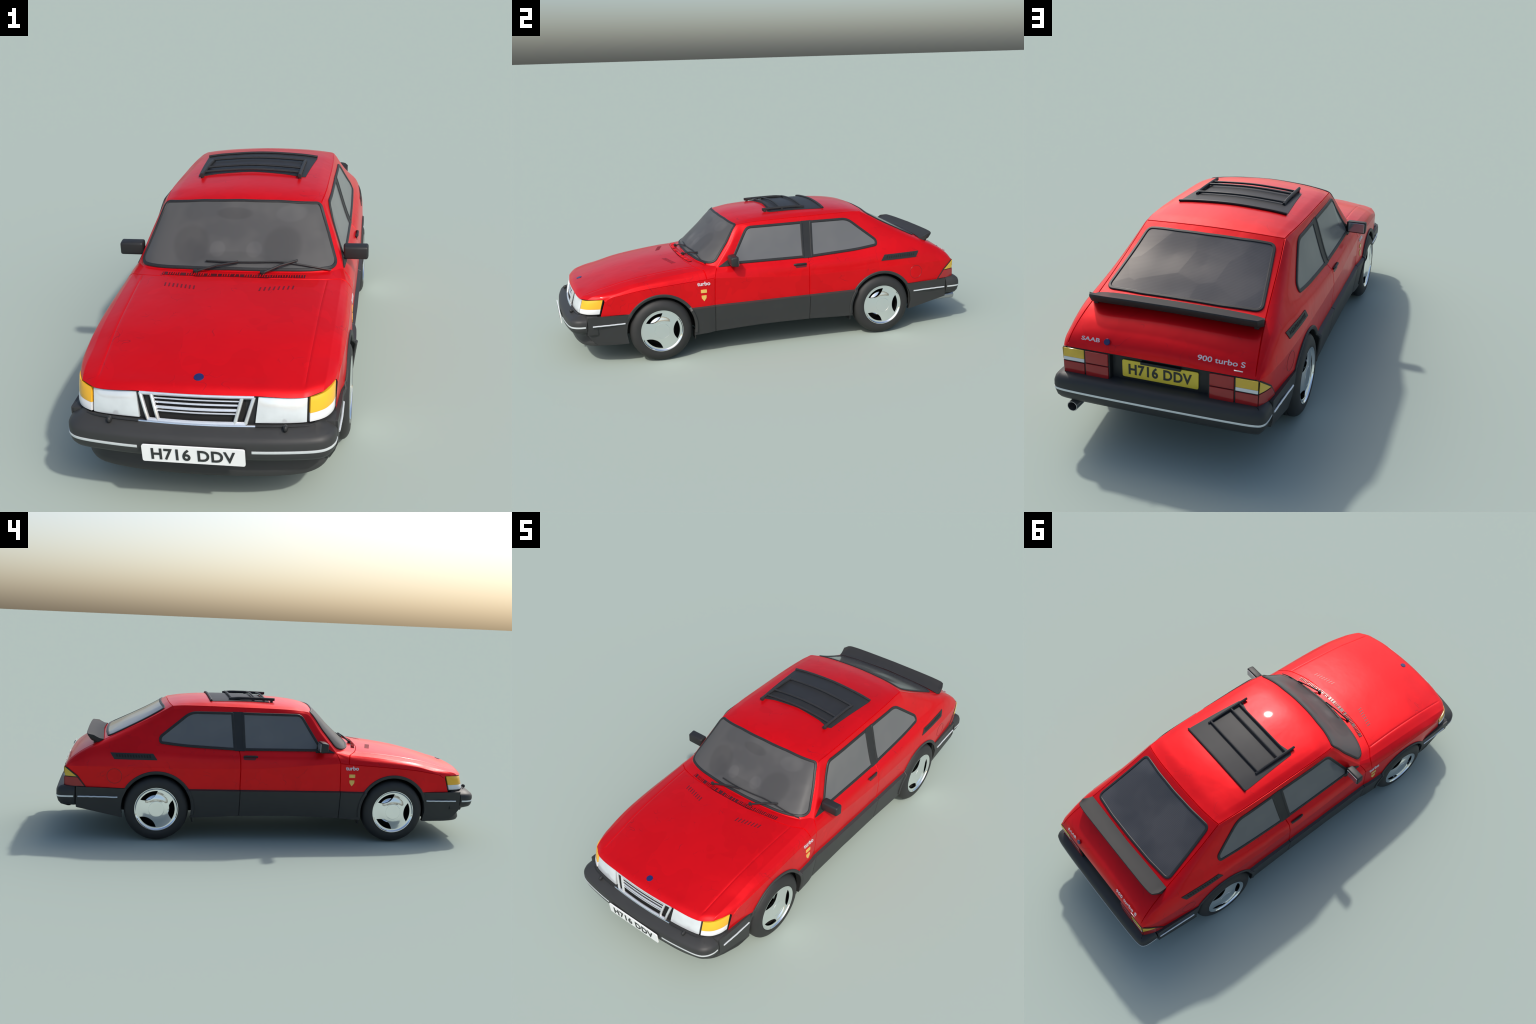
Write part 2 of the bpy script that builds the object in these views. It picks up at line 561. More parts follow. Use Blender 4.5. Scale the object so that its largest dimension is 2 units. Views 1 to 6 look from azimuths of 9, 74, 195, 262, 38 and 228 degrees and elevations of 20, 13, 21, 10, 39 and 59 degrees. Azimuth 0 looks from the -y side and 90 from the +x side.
# panel gaps pressed into the shell
groove = {}
for a in range(NU):
    for b in range(NV):
        d = 0.0
        if a in (CU["screen"], CU["door_rear"]) and RV[4] + 1 <= b <= RV[10]:
            d = 0.0035
        if a == CU["screen"] and b < RV[5]:
            d = 0.0
        if a == CU["cowl"] and b <= RV[7]:
            d = 0.004
        if b == RV[2] and 4 <= a <= CU["cowl"] - 2:
            d = 0.0012
        if a == CU["roof_rear"] and b <= RV[3]:
            d = 0.004
        if b == RV[3] and CU["roof_front"] <= a <= CU["tail"] - 2:
            d = 0.0035
        if b == RV[7] and 2 <= a <= CU["screen"]:
            d = 0.003
        if d:
            groove[(a, b)] = d

SLOTS = ["bonnet", "roof_panel", "tailgate", "door", "front_wing", "rear_wing", "cowl_panel", "door_cladding",
         "side_cladding", "underbody", "wheel_well"]
SLOT_MAT = [PAINT, PAINT, PAINT, PAINT, PAINT, PAINT, PAINT, PLASTIC, PLASTIC, DARK, DARK]


def region(a, b):
    if b >= RV[10]:
        return 9
    if b >= RV[8]:
        return 7 if CU["screen"] <= a < CU["door_rear"] else 8
    if b < RV[3]:
        if a < CU["cowl"]:
            return 0
        if a < CU["roof_front"]:
            return 6
        return 1 if a < CU["roof_rear"] else 2
    if b < RV[7]:
        if a < CU["cowl"]:
            return 0
        if a < CU["screen"]:
            return 6
        if a < CU["door_rear"] and b >= RV[4]:
            return 3
        if b < RV[4]:
            return 6 if a < CU["roof_front"] else (1 if a < CU["roof_rear"] else 5)
        return 5
    if a < CU["screen"]:
        return 4
    return 3 if a < CU["door_rear"] else 5


bm = bmesh.new()
vm = {}
for side in (1, -1):
    for a in range(NU):
        for b in range(NV):
            p = GRID[a][b].copy()
            if (a, b) in groove:
                p = p - grid_normal(a, b) * groove[(a, b)]
            if b in (0, NV - 1):
                p.x = 0.0
                if side == -1:
                    vm[(side, a, b)] = vm[(1, a, b)]
                    continue
            vm[(side, a, b)] = bm.verts.new((p.x * side, p.y, p.z))
for side in (1, -1):
    for a in range(NU - 1):
        for b in range(NV - 1):
            q = [vm[(side, a, b)], vm[(side, a + 1, b)], vm[(side, a + 1, b + 1)], vm[(side, a, b + 1)]]
            if side == -1:
                q.reverse()
            f = bm.faces.new(q)
            f.material_index = region(a, b)
for a, yc in ((0, -.78), (NU - 1, .955)):
    c = bm.verts.new((0, yc, 0.22))
    loop = [vm[(1, a, b)] for b in range(NV)] + [vm[(-1, a, b)] for b in range(NV - 2, 0, -1)]
    for k in range(len(loop)):
        f = bm.faces.new((loop[k], loop[(k + 1) % len(loop)], c))
        f.material_index = 9
bmesh.ops.recalc_face_normals(bm, faces=bm.faces)
shell_me = bpy.data.meshes.new("shell")
bm.to_mesh(shell_me)
bm.free()
shell = bpy.data.objects.new("shell", shell_me)
bpy.context.scene.collection.objects.link(shell)
for m in SLOT_MAT:
    shell_me.materials.append(m)

HUB_F, HUB_R, HUB_Z, TYRE_R = -.557, .548, .1455, .1455
ARCH_R = .159
cut_bm = bmesh.new()
for hy in (HUB_F, HUB_R):
    for sx in (1, -1):
        vs = []
        n = 72
        # the well is wider inside than the opening in the skin
        for xx, rr in ((0.20, ARCH_R + .026), (0.343, ARCH_R + .026), (0.343, ARCH_R), (0.46, ARCH_R)):
            vs.append([cut_bm.verts.new((sx * xx, hy + rr * math.cos(2 * math.pi * k / n),
                                         HUB_Z + 0.002 + rr * math.sin(2 * math.pi * k / n))) for k in range(n)])
        for q in range(3):
            for k in range(n):
                cut_bm.faces.new((vs[q][k], vs[q][(k + 1) % n], vs[q + 1][(k + 1) % n], vs[q + 1][k]))
        cut_bm.faces.new(vs[0])
        cut_bm.faces.new(vs[3])
bmesh.ops.recalc_face_normals(cut_bm, faces=cut_bm.faces)
for f in cut_bm.faces:
    f.material_index = 10
# recess for the rear number plate
rec = bmesh.ops.create_cube(cut_bm, size=1)
for v in rec["verts"]:
    v.co = Vector((v.co.x * .322, .965 + v.co.y * .070, .270 + v.co.z * .117))
for f in {f for v in rec["verts"] for f in v.link_faces}:
    f.material_index = 9
cut_me = bpy.data.meshes.new("arch_cutter")
cut_bm.to_mesh(cut_me)
cut_bm.free()
for m in SLOT_MAT:
    cut_me.materials.append(m)
cutter = bpy.data.objects.new("arch_cutter", cut_me)
bpy.context.scene.collection.objects.link(cutter)
mod = shell.modifiers.new("arches", 'BOOLEAN')
mod.operation = 'DIFFERENCE'
mod.solver = 'EXACT'
mod.object = cutter
# same material in several slots: index mapping must stay per slot
mod.material_mode = 'INDEX'
dg = bpy.context.evaluated_depsgraph_get()
ev = shell.evaluated_get(dg)
done = bpy.data.meshes.new_from_object(ev)
bpy.data.objects.remove(shell)
bpy.data.objects.remove(cutter)

SPLIT_SIDES = {3, 4, 5, 7, 8, 10}
parts = {}
for p in done.polygons:
    k = p.material_index
    s = 0
    if k in SPLIT_SIDES:
        s = 1 if p.center.x > 0 else -1
        if k in (8, 10):
            s *= 2 if p.center.y > 0.3 else 1
            if k == 8 and abs(p.center.y) > 0.55:
                s += 10 if p.center.y > 0 else 20
    parts.setdefault((k, s), []).append(p)
co = [v.co.copy() for v in done.vertices]
for (k, s), polys in sorted(parts.items()):
    idx, verts, faces = {}, [], []
    for p in polys:
        f = []
        for v in p.vertices:
            if v not in idx:
                idx[v] = len(verts)
                verts.append(co[v])
            f.append(idx[v])
        faces.append(f)
    me = bpy.data.meshes.new(SLOTS[k])
    me.from_pydata([tuple(v) for v in verts], [], faces)
    link(me, SLOTS[k], None, SLOT_MAT[k], 32)


# ------------------------------------------------------------------ patches laid on the body
def ray_side(p):            # p = (y, z) seen from +x
    loc, n, _, _ = BODY.ray_cast(Vector((1.0, p[0], p[1])), Vector((-1, 0, 0)))
    return loc, n


def ray_front(p):           # p = (x, z) seen from -y
    loc, n, _, _ = BODY.ray_cast(Vector((p[0], -2.0, p[1])), Vector((0, 1, 0)))
    return loc, n


def ray_top(p):             # p = (x, y) seen from above
    loc, n, _, _ = BODY.ray_cast(Vector((p[0], p[1], 2.0)), Vector((0, 0, -1)))
    return loc, n


def face_out(loc, n):
    c = loc - Vector((0, loc.y, 0.3))
    if n.dot(c) < 0:
        n = -n
    return n


def smooth_poly(pts, r=0.012, n=6):
    """Polygon with rounded corners; a point may carry its own radius as third value."""
    out = []
    m = len(pts)
    for i in range(m):
        p = Vector(pts[i][:2])
        rr = pts[i][2] if len(pts[i]) > 2 else r
        a = Vector(pts[i - 1][:2])
        b = Vector(pts[(i + 1) % m][:2])
        da, db = (a - p), (b - p)
        rr = min(rr, da.length * 0.45, db.length * 0.45)
        if rr <= 1e-5:
            out.append(p)
            continue
        s, e = p + da.normalized() * rr, p + db.normalized() * rr
        for k in range(n + 1):
            t = k / n
            out.append(s * (1 - t) ** 2 + p * 2 * t * (1 - t) + e * t ** 2)
    return out


def densify(poly, step):
    out = []
    for i in range(len(poly)):
        a, b = Vector(poly[i]), Vector(poly[(i + 1) % len(poly)])
        n = max(1, int((b - a).length / step))
        out += [a + (b - a) * k / n for k in range(n)]
    return out


def inside(p, poly):
    c = False
    n = len(poly)
    for i in range(n):
        a, b = poly[i], poly[i - 1]
        if (a[1] > p[1]) != (b[1] > p[1]) and p[0] < (b[0] - a[0]) * (p[1] - a[1]) / (b[1] - a[1]) + a[0]:
            c = not c
    return c


def patch(poly, cast, lift=0.0015, depth=0.004, step=0.012, dome=0.0):
    """Thin shell cut to `poly` and laid on the body along the casting direction."""
    edge = densify(poly, step)
    xs = [p[0] for p in edge]
    ys = [p[1] for p in edge]
    pts = [Vector(p) for p in edge]
    ne = len(pts)
    gx = min(xs) + step * 0.5
    while gx < max(xs):
        gy = min(ys) + step * 0.5
        while gy < max(ys):
            q = Vector((gx, gy))
            if inside(q, edge) and min((q - e).length for e in edge) > step * 0.45:
                pts.append(q)
            gy += step
        gx += step
    res = delaunay_2d_cdt(pts, [], [list(range(ne))], 1, 1e-6)
    v2, tris = res[0], res[2]
    verts, low, keep = [], [], []
    for q in v2:
        loc, n = cast(q)
        if loc is None:
            loc, n = Vector((0, 0, 0)), Vector((0, 0, 1))
        n = face_out(loc, n)
        verts.append(loc + n * lift)
        low.append(loc - n * depth)
    faces = [tuple(t) for t in tris]
    # skirt round the border
    cnt = {}
    for f in faces:
        for i in range(len(f)):
            e = (f[i], f[(i + 1) % len(f)])
            cnt[tuple(sorted(e))] = cnt.get(tuple(sorted(e)), 0) + 1
    k = len(verts)
    verts += low
    for f in list(faces):
        for i in range(len(f)):
            e = (f[i], f[(i + 1) % len(f)])
            if cnt[tuple(sorted(e))] == 1:
                faces.append((e[1], e[0], k + e[0], k + e[1]))
    used = sorted({i for f in faces for i in f})
    mp = {o: n for n, o in enumerate(used)}
    return mesh_from([verts[i] for i in used], [tuple(mp[i] for i in f) for f in faces])


def ring(poly, cast, prof, step=0.008, closed=True):
    """Moulding swept along a polygon on the body; prof = [(sideways, height), ...]."""
    pts = densify(poly, step) if closed else [Vector(p) for p in poly]
    hits = []
    for q in pts:
        loc, n = cast(q)
        hits.append((loc, face_out(loc, n)))
    n = len(hits)
    # soften the normals along the sweep
    verts, faces = [], []
    for i in range(n):
        loc, nn = hits[i]
        if closed:
            nn = (hits[i - 1][1] + nn + hits[(i + 1) % n][1]).normalized()
            t = (hits[(i + 1) % n][0] - hits[i - 1][0]).normalized()
        else:
            t = (hits[min(i + 1, n - 1)][0] - hits[max(i - 1, 0)][0]).normalized()
        s = nn.cross(t).normalized()
        for (w, h) in prof:
            verts.append(loc + s * w + nn * h)
    m = len(prof)
    for i in range(n if closed else n - 1):
        for k in range(m - 1):
            j = (i + 1) % n
            faces.append((i * m + k, j * m + k, j * m + k + 1, i * m + k + 1))
    if not closed:
        faces.append(tuple(range(m)))
        faces.append(tuple(range((n - 1) * m, n * m)))
    return mesh_from(verts, faces)


def bead(w, h):
    return [(-w, -0.003), (-w, h * 0.55), (-w * 0.6, h), (w * 0.6, h), (w, h * 0.55), (w, -0.003)]


# side glazing
door_glass = [(.160, .579, .006), (-.112, .578, .020), (-.204, .430, .006), (-.198, .424, .004), (.152, .421, .006)]
quarter_glass = [(.208, .579, .006), (.398, .578, .03), (.535, .468, .03), (.535, .444, .03), (.430, .432, .05), (.196, .421, .006)]
for poly, nm in ((door_glass, "door_window"), (quarter_glass, "quarter_window")):
    sp = smooth_poly(poly)
    pair(patch(sp, ray_side, 0.0015, 0.003), nm, SIDEGLASS)
    pair(ring(sp, ray_side, bead(0.0062, 0.0042)), "window_seal", TRIM)
pair(patch(smooth_poly([(.158, .586), (.212, .586), (.198, .414), (.149, .414)], 0.003), ray_side, 0.0022, 0.003),
     "centre_pillar", TRIM)
pair(patch(smooth_poly([(-.192, .458), (-.272, .4125), (-.178, .4125)], 0.005), ray_side, 0.003, 0.003),
     "mirror_sail", TRIM)

# windscreen and rear window
half = [(0, .605, .02), (.13, .601, .02), (.251, .590, .014), (.311, .429, .018), (.245, .4315, .03), (.165, .436, .02), (0, .4405, .02)]
screen_poly = smooth_poly(half + [(-p[0], p[1], p[2]) for p in reversed(half[1:-1])])
link(patch(screen_poly, ray_front, 0.0015, 0.003, 0.014), "windscreen", None, SCREEN)
link(ring(screen_poly, ray_front, bead(0.0055, 0.0042)), "windscreen_seal", None, TRIM)
rear_half = [(0, .531, .02), (.12, .527, .02), (.226, .516, .020), (.262, .765, .026), (.14, .776, .02), (0, .778, .02)]
rear_poly = smooth_poly(rear_half + [(-p[0], p[1], p[2]) for p in reversed(rear_half[1:-1])])
link(patch(rear_poly, ray_top, 0.0015, 0.003, 0.014), "rear_window", None, REARGLASS)
link(ring(rear_poly, ray_top, bead(0.0060, 0.0045)), "rear_window_seal", None, TRIM)

# wheel arch lips
for hy in (HUB_F, HUB_R):
    arc = []
    a0, a1 = math.radians(-10), math.radians(190)
    n = 60
    R = ARCH_R + 0.0055
    for k in range(n + 1):
        t = a0 + (a1 - a0) * k / n
        arc.append((hy + R * math.cos(t), HUB_Z + 0.002 + R * math.sin(t)))
    lip = ring(arc, ray_side, [(-.0065, -.02), (-.0065, .003), (-.004, .0055), (.004, .0045), (.008, .001), (.008, -.003)][::1], closed=False)
    pair(lip, "wheel_arch_trim", PLASTIC)

# ------------------------------------------------------------------ nose: fascia, lamps, grille
top_c = Curve3([(0, -.930, .321), (.150, -.924, .320), (.264, -.907, .313), (.290, -.897, .313), (.320, -.873, .316), (.336, -.838, .318), (.342, -.808, .318)], flat=True)
bot_c = Curve3([(0, -.948, .243), (.146, -.942, .244), (.264, -.926, .243), (.292, -.915, .243), (.322, -.892, .243), (.338, -.856, .243), (.341, -.830, .243)], flat=True)


def nose(s, t, off=0.0):
    a, b = top_c(s * top_c.length), bot_c(s * bot_c.length)
    p = a.lerp(b, t)
    p.y -= 0.002 * math.sin(math.pi * min(1, max(0, t))) * (1 - s)
    if off:
        e = 1e-3
        a2, b2 = top_c(min(1, s + e) * top_c.length), bot_c(min(1, s + e) * bot_c.length)
        a1, b1 = top_c(max(0, s - e) * top_c.length), bot_c(max(0, s - e) * bot_c.length)
        ds = a2.lerp(b2, t) - a1.lerp(b1, t)
        n = ds.cross(b - a).normalized()
        if n.y > 0 and n.x < 0.3:
            n = -n
        if n.x < -0.2:
            n = -n
        p = p + n * off
    return p


def nose_patch(s0, s1, t0, t1, off, ns=10, nt=6, back=0.012, slant=0.0, crown=0.0):
    """Raised block on the nose; `slant` leans its inner edge outward towards the top."""
    verts, faces = [], []
    for lev in (0, 1):
        for i in range(ns + 1):
            for k in range(nt + 1):
                t = t0 + (t1 - t0) * k / nt
                sa = s0 + slant * (1 - k / nt)
                s = sa + (s1 - sa) * i / ns
                c = crown * (1 - (2 * i / ns - 1) ** 4) * (1 - (2 * k / nt - 1) ** 4)
                verts.append(nose(s, t, (off + c) if lev == 0 else off - back))
    w = nt + 1
    m = (ns + 1) * w
    for i in range(ns):
        for k in range(nt):
            a = i * w + k
            faces.append((a, a + w, a + w + 1, a + 1))
            faces.append((m + a, m + a + 1, m + a + w + 1, m + a + w))
    for i in range(ns):
        for k in (0, nt):
            a = i * w + k
            faces.append((a, a + w, m + a + w, m + a))
    for k in range(nt):
        for i in (0, ns):
            a = i * w + k
            faces.append((a, a + 1, m + a + 1, m + a))
    return mesh_from(verts, faces)


def s_of_x(x, t=0.5):
    lo, hi = 0.0, 1.0
    for _ in range(40):
        mid = (lo + hi) / 2
        if nose(mid, t).x < x:
            lo = mid
        else:
            hi = mid
    return lo


panel = nose_patch(0.0, 1.0, 0.0, 1.0, -0.009, 40, 6, 0.02)
link(join_meshes([panel, mirror_mesh(panel)]), "nose_panel", None, TRIM)
sL0, sL1, sI0 = s_of_x(.150), s_of_x(.277), s_of_x(.284)
pair(nose_patch(sL0, sL1, .05, .90, -.001, 12, 8, .012, slant=s_of_x(.157) - sL0, crown=.002), "headlamp", LAMP)
pair(nose_patch(sI0, .985, .045, .60, .001, 14, 6, .014, crown=.0015), "indicator_lens", AMBER)
pair(nose_patch(sI0, .985, .605, .90, .001, 14, 4, .014, crown=.0015), "side_lamp_lens", CLEAR)
# grille: chrome frame, uprights and slats over a dark opening
dark_open = nose_patch(0, s_of_x(.125), .06, .92, -.0080, 14, 5, .02)
grille = group("grille")
link(join_meshes([dark_open, mirror_mesh(dark_open)]), "grille_opening", grille, DARK)


def nose_bar(x0, t0, x1, t1, r, off=.001, n=14):
    pts = []
    for k in range(n + 1):
        q = k / n
        t = t0 + (t1 - t0) * q
        x = x0 + (x1 - x0) * q
        p = nose(s_of_x(abs(x), t), t, off)
        if x < 0:
            p.x = -p.x
        pts.append(p)
    return tube(pts, r, seg=8)


bars = [nose_bar(-.147, .05, .147, .05, .0058, n=28), nose_bar(-.126, .93, .126, .93, .0052, n=28),
        nose_bar(.146, .05, .125, .93, .0052), nose_bar(-.146, .05, -.125, .93, .0052),
        nose_bar(.117, .05, .098, .93, .0052), nose_bar(-.117, .05, -.098, .93, .0052)]
link(join_meshes(bars), "grille_frame", grille, GRILLE)
for t, r in ((.21, .0020), (.34, .0026), (.50, .0040), (.62, .0022)):
    w = .115 - .019 * t
    link(nose_bar(-w, t, w, t, r, off=-.002, n=24), "grille_slat", grille, GRILLE)
link(nose_bar(-.150, 1.0, .150, 1.0, .0028, off=.004, n=30), "chrome_lower_strip", grille, CHROME)
# strip below the lamps and washer jets
for sx in (1, -1):
    link(nose_bar(sx * .150, .985, sx * .292, .985, .0030, off=.007, n=16), "lamp_lower_strip", None, TRIM)
    jet = bmesh.new()
    bmesh.ops.create_uvsphere(jet, u_segments=16, v_segments=10, radius=1)
    for v in jet.verts:
        v.co = Vector((sx * .226 + v.co.x * .0068, -.950 + v.co.y * .010, .247 + v.co.z * .0095))
    me = bpy.data.meshes.new("jet")
    jet.to_mesh(me)
    jet.free()
    link(me, "headlamp_washer", None, TRIM)


# ------------------------------------------------------------------ bumpers
def plan_path(pts, n, corner=()):
    c = Curve3([(p[0], p[1], 0) for p in pts], corner)
    return c


def sweep_plan(curve, prof, s0, s1, n, mirror=True, flip=False, blend=None):
    """Sweep a (offset, z) profile along a plan curve between arc lengths s0 and s1."""
    verts, faces = [], []
    stations = []
    for i in range(n + 1):
        s = s0 + (s1 - s0) * i / n
        p = curve(s)
        t = (curve(min(curve.length, s + .003)) - curve(max(0, s - .003))).normalized()
        nrm = Vector((t.y, -t.x, 0))
        if flip:
            nrm = -nrm
        pr = blend(s) if blend else prof
        stations.append([p + nrm * d + Vector((0, 0, z)) for d, z in pr])
    m = len(stations[0])
    for st in stations:
        verts += st
    for i in range(n):
        for k in range(m):
            a, b = i * m + k, i * m + (k + 1) % m
            faces.append((a, b, b + m, a + m))
    faces.append(tuple(range(m)))
    faces.append(tuple(range(n * m, (n + 1) * m)))
    return mesh_from(verts, faces)


# front bumper: plan from the +x side gap round to the -x side gap
fb = [(.351, -.893), (.350, -.913), (.341, -.940), (.316, -.963), (.250, -.978), (.146, -.989), (0, -.994)]
fb_full = fb + [(-x, y) for x, y in reversed(fb[:-1])]
FB = plan_path(fb_full, 0)
fb_prof = [(-.055, .2455), (-.044, .2465), (-.012, .2310), (-.004, .2255), (-.0005, .2180), (0, .205), (-.0005, .190), (-.004, .177),
           (-.011, .168), (-.045, .155), (-.060, .150)]
bumper_front = link(sweep_plan(FB, fb_prof, 0, FB.length, 96, flip=True), "front_bumper", None, PLASTIC, 50)
rb = [(.351, .911), (.351, .938), (.348, .970), (.334, .989), (.295, .9955), (.150, .999), (0, 1.000)]
rb_full = rb + [(-x, y) for x, y in reversed(rb[:-1])]
RB = plan_path(rb_full, 0)
rb_prof = [(-.060, .244), (-.040, .2445), (-.016, .241), (-.005, .232), (0, .218), (.0005, .200), (-.001, .190), (-.007, .171),
           (-.018, .158), (-.050, .147), (-.062, .147)]
bumper_rear = link(sweep_plan(RB, rb_prof, 0, RB.length, 96), "rear_bumper", None, PLASTIC, 50)


def fill_bar(pts, z0, z1, name, mat):
    """Solid floor piece closing the space behind a bumper."""
    n = len(pts)
    v = [(x, y, z0) for x, y in pts] + [(x, y, z1) for x, y in pts]
    f = [tuple(range(n)), tuple(range(n, 2 * n))] + [(i, (i + 1) % n, n + (i + 1) % n, n + i) for i in range(n)]
    return link(mesh_from(v, f), name, None, mat)


fill_bar([(.335, -.80), (.335, -.90), (.27, -.935), (-.27, -.935), (-.335, -.90), (-.335, -.80)], .152, .205, "front_crossmember", TRIM)
fill_bar([(.330, .93), (.330, .945), (.30, .955), (-.30, .955), (-.330, .945), (-.330, .93)], .155, .205, "rear_crossmember", TRIM)

pair(rounded_box(.3245, -.868, .198, .043, .050, .088, .004), "bumper_corner_filler", PLASTIC)

# chin spoiler below the front bumper
chin = [(.334, -.722), (.329, -.80), (.316, -.858), (.298, -.888), (.262, -.914), (.150, -.938), (0, -.946)]
CH = plan_path(chin + [(-x, y) for x, y in reversed(chin[:-1])], 0)
ch_prof = [(-.02, .160), (.002, .158), (-.004, .146), (-.003, .132), (.003, .114), (.005, .104), (.001, .095), (-.02, .093)]
link(sweep_plan(CH, ch_prof, 0, CH.length, 80, flip=True), "chin_spoiler", None, PLASTIC, 50)


# skirts between bumper and wheel: flat panels at each corner
def skirt(outline, x_of, thick):
    """Panel in the side plane; outline in (y, z), x given as a function of y and z."""
    poly = densify(smooth_poly(outline, 0.003, 3), 0.02)
    v = [(x_of(p[0], p[1]), p[0], p[1]) for p in poly] + [(x_of(p[0], p[1]) - thick, p[0], p[1]) for p in poly]
    n = len(poly)
    f = [tuple(range(n)), tuple(range(n, 2 * n))] + [(i, (i + 1) % n, n + (i + 1) % n, n + i) for i in range(n)]
    return mesh_from(v, f)


def arch_edge(hy, sgn, z):
    dz = z - HUB_Z - 0.002
    return hy + sgn * math.sqrt(max(0, (ARCH_R + .001) ** 2 - dz * dz))


front_out = [(arch_edge(HUB_F, -1, z), z) for z in (.236, .19, .147, .097)] + [(-.845, .100), (-.872, .122), (-.889, .152), (-.889, .240)]
pair(skirt(front_out, lambda y, z: .3560 - max(0, -.80 - y) * .05 - max(0, .17 - z) * (.14 + .30 * min(1, max(0, (-.77 - y) / .09))), .02), "front_skirt", PLASTIC)
rear_out = [(arch_edge(HUB_R, 1, z), z) for z in (.237, .19, .147, .101)] + [(.906, .147), (.906, .240)]
pair(skirt(rear_out, lambda y, z: .3630 - max(0, y - .72) * .065 - max(0, .17 - z) * .25, .02), "rear_skirt", PLASTIC)

# bright strips let into the bumpers
st = [(-.003, .2010), (.0009, .2004), (.0014, .1968), (.0004, .1932), (-.003, .1926)]


def arc_at(curve, test):
    best = min(range(2001), key=lambda k: test(curve(curve.length * k / 2000)))
    return curve.length * best / 2000


sa = arc_at(FB, lambda p: abs(p.y + .899) + (9 if p.x < 0 else 0))
sb = arc_at(FB, lambda p: abs(p.x - .146))
for a, b in ((sa, sb), (FB.length - sb, FB.length - sa)):
    link(sweep_plan(FB, st, a, b, 40, flip=True), "bumper_strip", bumper_front, BRIGHT)
ra = arc_at(RB, lambda p: abs(p.y - .917) + (9 if p.x < 0 else 0))
link(sweep_plan(RB, st, ra, RB.length - ra, 90), "bumper_strip", bumper_rear, BRIGHT)
for y0, y1, xf in ((-.868, -.722, lambda y: .3560 - max(0, -.80 - y) * .05), (.722, .898, lambda y: .3630 - max(0, y - .72) * .065)):
    pts = [(xf(y0 + (y1 - y0) * k / 12) + .0005, y0 + (y1 - y0) * k / 12, .1975 + random.uniform(-.0006, .0006)) for k in range(13)]
    pair(tube(pts, .0034, seg=8), "bumper_strip", BRIGHT)

# ------------------------------------------------------------------ number plates and lettering
def text_mesh(body, size, extrude=0.0006, bold=0.0, sx=1.0, shear=0.0, spacing=1.0):
    cu = bpy.data.curves.new("lettering", 'FONT')
    cu.body = body
    cu.size = size
    cu.extrude = extrude
    cu.offset = bold
    cu.shear = shear
    cu.space_character = spacing
    cu.align_x = 'CENTER'
    cu.align_y = 'CENTER'
    cu.resolution_u = 4
    ob = bpy.data.objects.new("lettering", cu)
    bpy.context.scene.collection.objects.link(ob)
    bpy.context.view_layer.update()
    me = bpy.data.meshes.new_from_object(ob.evaluated_get(bpy.context.evaluated_depsgraph_get()))
    bpy.data.objects.remove(ob)
    xs = [v.co.x for v in me.vertices]
    ys = [v.co.y for v in me.vertices]
    cx, cy = (min(xs) + max(xs)) / 2, (min(ys) + max(ys)) / 2
    for v in me.vertices:
        v.co.x = (v.co.x - cx) * sx
        v.co.y -= cy
    return me


def place(me, origin, ax, ay, bend=None):
    """Map flat lettering (x, y, height) onto 3D axes."""
    ax, ay = Vector(ax).normalized(), Vector(ay).normalized()
    az = ax.cross(ay)
    o = Vector(origin)
    for v in me.vertices:
        x, y, z = v.co
        v.co = o + ax * x + ay * y + az * z
    return me


def width_to(me, w, h):
    xs = [v.co.x for v in me.vertices]
    ys = [v.co.y for v in me.vertices]
    kx, ky = w / (max(xs) - min(xs)), h / (max(ys) - min(ys))
    for v in me.vertices:
        v.co.x *= kx
        v.co.y *= ky
    return me


def plate(origin, ax, ay, w, h, mat, name, tw, th):
    ax, ay = Vector(ax).normalized(), Vector(ay).normalized()
    az = ax.cross(ay)
    poly = smooth_poly([(-w / 2, -h / 2), (w / 2, -h / 2), (w / 2, h / 2), (-w / 2, h / 2)], 0.006, 5)
    n = len(poly)
    o = Vector(origin)
    v = [o + ax * p.x + ay * p.y for p in poly] + [o + ax * p.x + ay * p.y - az * .004 for p in poly]
    f = [tuple(range(n)), tuple(range(n, 2 * n))] + [(i, (i + 1) % n, n + (i + 1) % n, n + i) for i in range(n)]
    ob = link(mesh_from(v, f), name, None, mat)
    t = width_to(text_mesh("H716 DDV", .05, .0005, .0013, spacing=1.08), tw, th)
    link(place(t, o + az * .0006, ax, ay), "plate_lettering", ob, INK, None)
    return ob


plate((0, -.9990, .1855), (1, 0, 0), (0, -.10, 1), .262, .050, PLATE_W, "front_number_plate", .214, .0350)

# ------------------------------------------------------------------ tail
def block(x0, x1, y0, y1, z0, z1, r=.0015):
    return rounded_box((x0 + x1) / 2, (y0 + y1) / 2, (z0 + z1) / 2, abs(x1 - x0), abs(y1 - y0), abs(z1 - z0), r, 2)


